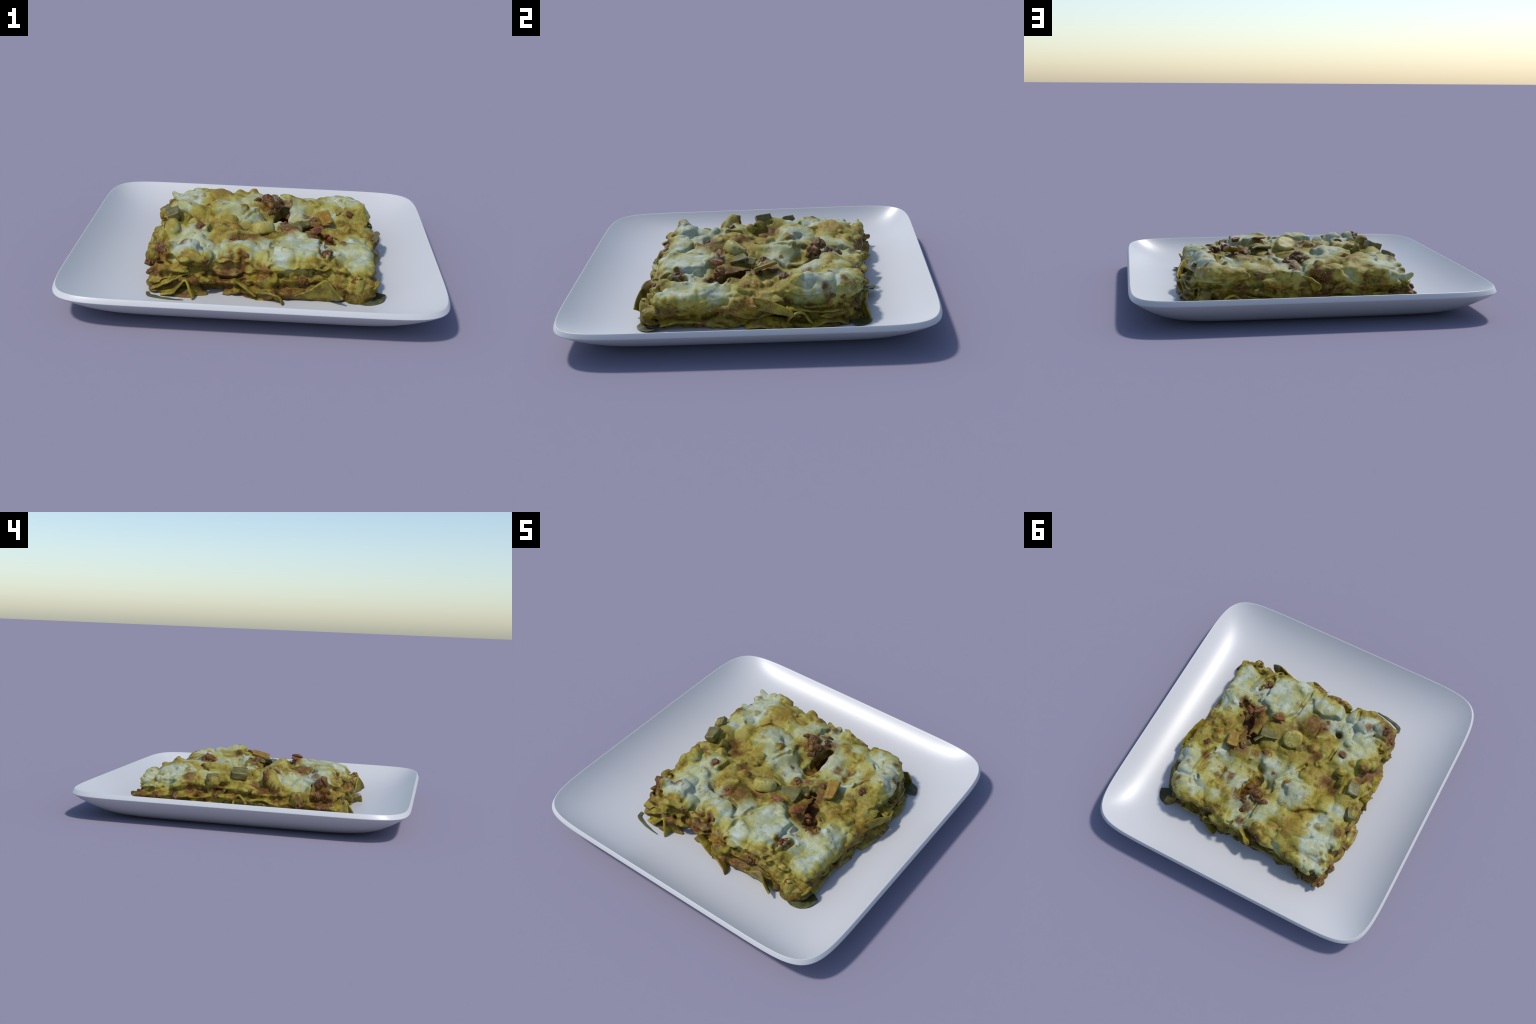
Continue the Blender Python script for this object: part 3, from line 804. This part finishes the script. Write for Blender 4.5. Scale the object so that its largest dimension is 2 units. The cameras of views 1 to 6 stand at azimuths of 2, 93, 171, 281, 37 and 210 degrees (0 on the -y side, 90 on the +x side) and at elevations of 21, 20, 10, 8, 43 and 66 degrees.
    for e, r, b in folds:
        e, r = tuck(e), tuck(r)
        sheet("pasta_fold", e, r, PASTA, parent, belly=b)

    # green leaves slipped under the piece
    sheet("leaf_scrap", [(-0.556, -0.575, 0.040), (-0.54, -0.62, 0.036), (-0.45, -0.648, 0.036), (-0.35, -0.655, 0.037)],
          [(-0.538, -0.57, 0.041), (-0.518, -0.605, 0.037), (-0.44, -0.632, 0.037), (-0.352, -0.650, 0.038)], LEAF, parent, thick=0.002, m=4)
    sheet("leaf_scrap", [(0.55, -0.585, 0.036), (0.60, -0.60, 0.037), (0.65, -0.588, 0.038), (0.69, -0.55, 0.042), (0.705, -0.49, 0.056)],
          [(0.58, -0.57, 0.036), (0.61, -0.555, 0.037), (0.63, -0.53, 0.038), (0.64, -0.50, 0.040), (0.65, -0.46, 0.052)], LEAF, parent, thick=0.003, m=5)
    sheet("leaf_scrap", [(0.705, 0.56, 0.048), (0.69, 0.61, 0.041), (0.66, 0.64, 0.040), (0.61, 0.655, 0.040)],
          [(0.63, 0.53, 0.050), (0.62, 0.56, 0.042), (0.60, 0.57, 0.040), (0.58, 0.60, 0.040)], LEAF, parent, thick=0.003, m=5)

    # slices and dice
    za = round_slice_mesh("zucchini_slice", ZUCCHINI, 3)
    place("zucchini_slice", za, parent, (0.032, -0.10, 0.246), (0.066, 0.064, 0.10), (-34, -6, 10))
    pa = block_mesh("pepper_piece", PEPPER)
    place("pepper_piece", pa, parent, (-0.488, 0.05, 0.262), (0.038, 0.047, 0.024), (6, -20, 12))
    place("pepper_piece", pa, parent, settle((-0.545, 0.20, 0.235), 0.010, BODY), (0.026, 0.036, 0.016), (0, -30, 30))
    place("pepper_piece", pa, parent, settle((0.195, -0.075, 0.242), 0.002, BODY), (0.055, 0.05, 0.008), (12, -8, 15))
    place("pepper_piece", pa, parent, (0.245, 0.005, 0.25), (0.03, 0.02, 0.006), (50, 0, 60))
    place("pepper_piece", pa, parent, (0.305, 0.075, 0.225), (0.04, 0.02, 0.012), (20, 20, 40))
    oa = block_mesh("vegetable_strip", ONION, bend=0.25)
    place("vegetable_strip", oa, parent, (0.385, 0.09, 0.268), (0.034, 0.062, 0.009), (16, -18, 10))

    # meat crumbs and tomato: big visible chunks, placed
    meats = [chunk_mesh("meat_chunk", s, MEAT) for s in (21, 22, 23, 24)]
    toms = [chunk_mesh("tomato_piece", s, TOMATO, 0.8, 0.3) for s in (31, 32)]
    spots = [(0.045, 0.385, 0.288, 0.034), (0.03, 0.355, 0.27, 0.026), (0.065, 0.40, 0.262, 0.03), (0.085, 0.37, 0.24, 0.034), (0.115, 0.44, 0.25, 0.03),
             (0.07, 0.33, 0.22, 0.035), (-0.018, 0.40, 0.265, 0.022), (0.095, 0.505, 0.245, 0.026), (-0.318, -0.138, 0.272, 0.026),
             (0.375, -0.40, 0.258, 0.028), (0.385, -0.37, 0.24, 0.024), (0.30, 0.60, 0.245, 0.022), (-0.06, 0.625, 0.195, 0.025), (-0.09, 0.635, 0.17, 0.022),
             (-0.51, -0.475, 0.268, 0.034), (-0.535, -0.45, 0.235, 0.03), (-0.25, -0.535, 0.195, 0.022), (-0.20, -0.54, 0.19, 0.02),
             (0.44, -0.225, 0.225, 0.022), (0.465, -0.18, 0.225, 0.018), (0.40, -0.21, 0.215, 0.022), (0.43, -0.13, 0.215, 0.018), (0.36, -0.115, 0.16, 0.035),
             (0.32, -0.02, 0.175, 0.035), (0.345, 0.04, 0.21, 0.03), (0.31, 0.10, 0.25, 0.026), (0.53, 0.20, 0.25, 0.024), (0.15, 0.05, 0.25, 0.025),
             (-0.58, -0.40, 0.12, 0.03), (-0.59, -0.36, 0.10, 0.028), (-0.575, -0.44, 0.09, 0.025), (-0.56, -0.47, 0.15, 0.028), (0.505, -0.565, 0.16, 0.022),
             (0.545, -0.575, 0.19, 0.02), (0.63, 0.40, 0.24, 0.018), (0.66, 0.45, 0.20, 0.02), (0.655, 0.50, 0.17, 0.02), (-0.06, -0.52, 0.24, 0.02),
             (-0.60, 0.55, 0.10, 0.022), (-0.62, 0.45, 0.09, 0.024), (-0.61, 0.18, 0.12, 0.024), (-0.50, -0.12, 0.245, 0.022), (-0.13, -0.275, 0.255, 0.016),
             (-0.04, -0.56, 0.10, 0.022), (0.25, -0.555, 0.12, 0.024), (0.29, -0.56, 0.11, 0.02), (0.20, -0.565, 0.06, 0.022)]
    r = random.Random(5)
    for i, (x, y, z, s) in enumerate(spots):
        k = [s * r.uniform(0.8, 1.2) for _ in range(3)]
        place("meat_chunk", meats[i % 4], parent, settle((x, y, z), s * (0.30 if z > 0.22 else 0.5), BODY), k, [r.uniform(0, 360) for _ in range(3)])
    for i, (x, y, z, k, rot) in enumerate([(0.325, -0.175, 0.283, (0.022, 0.042, 0.02), (10, 20, -30)), (0.19, -0.175, 0.288, (0.055, 0.016, 0.010), (10, 0, 15)),
                                          (0.385, -0.155, 0.245, (0.024, 0.02, 0.018), (0, 30, 50)), (0.41, -0.175, 0.235, (0.02, 0.014, 0.02), (40, 0, 20))]):
        place("tomato_piece", toms[i % 2], parent, (x, y, z), k, rot)


# ------------------------------------------------------------------ assemble
build_plate()
lasagna = bpy.data.objects.new("lasagna_portion", None)
lasagna["label"] = "square piece of baked vegetable lasagna with melted cheese"
lasagna["category"] = "pasta dish"
link(lasagna)
BODY = build_body(lasagna)
build_pieces(lasagna)
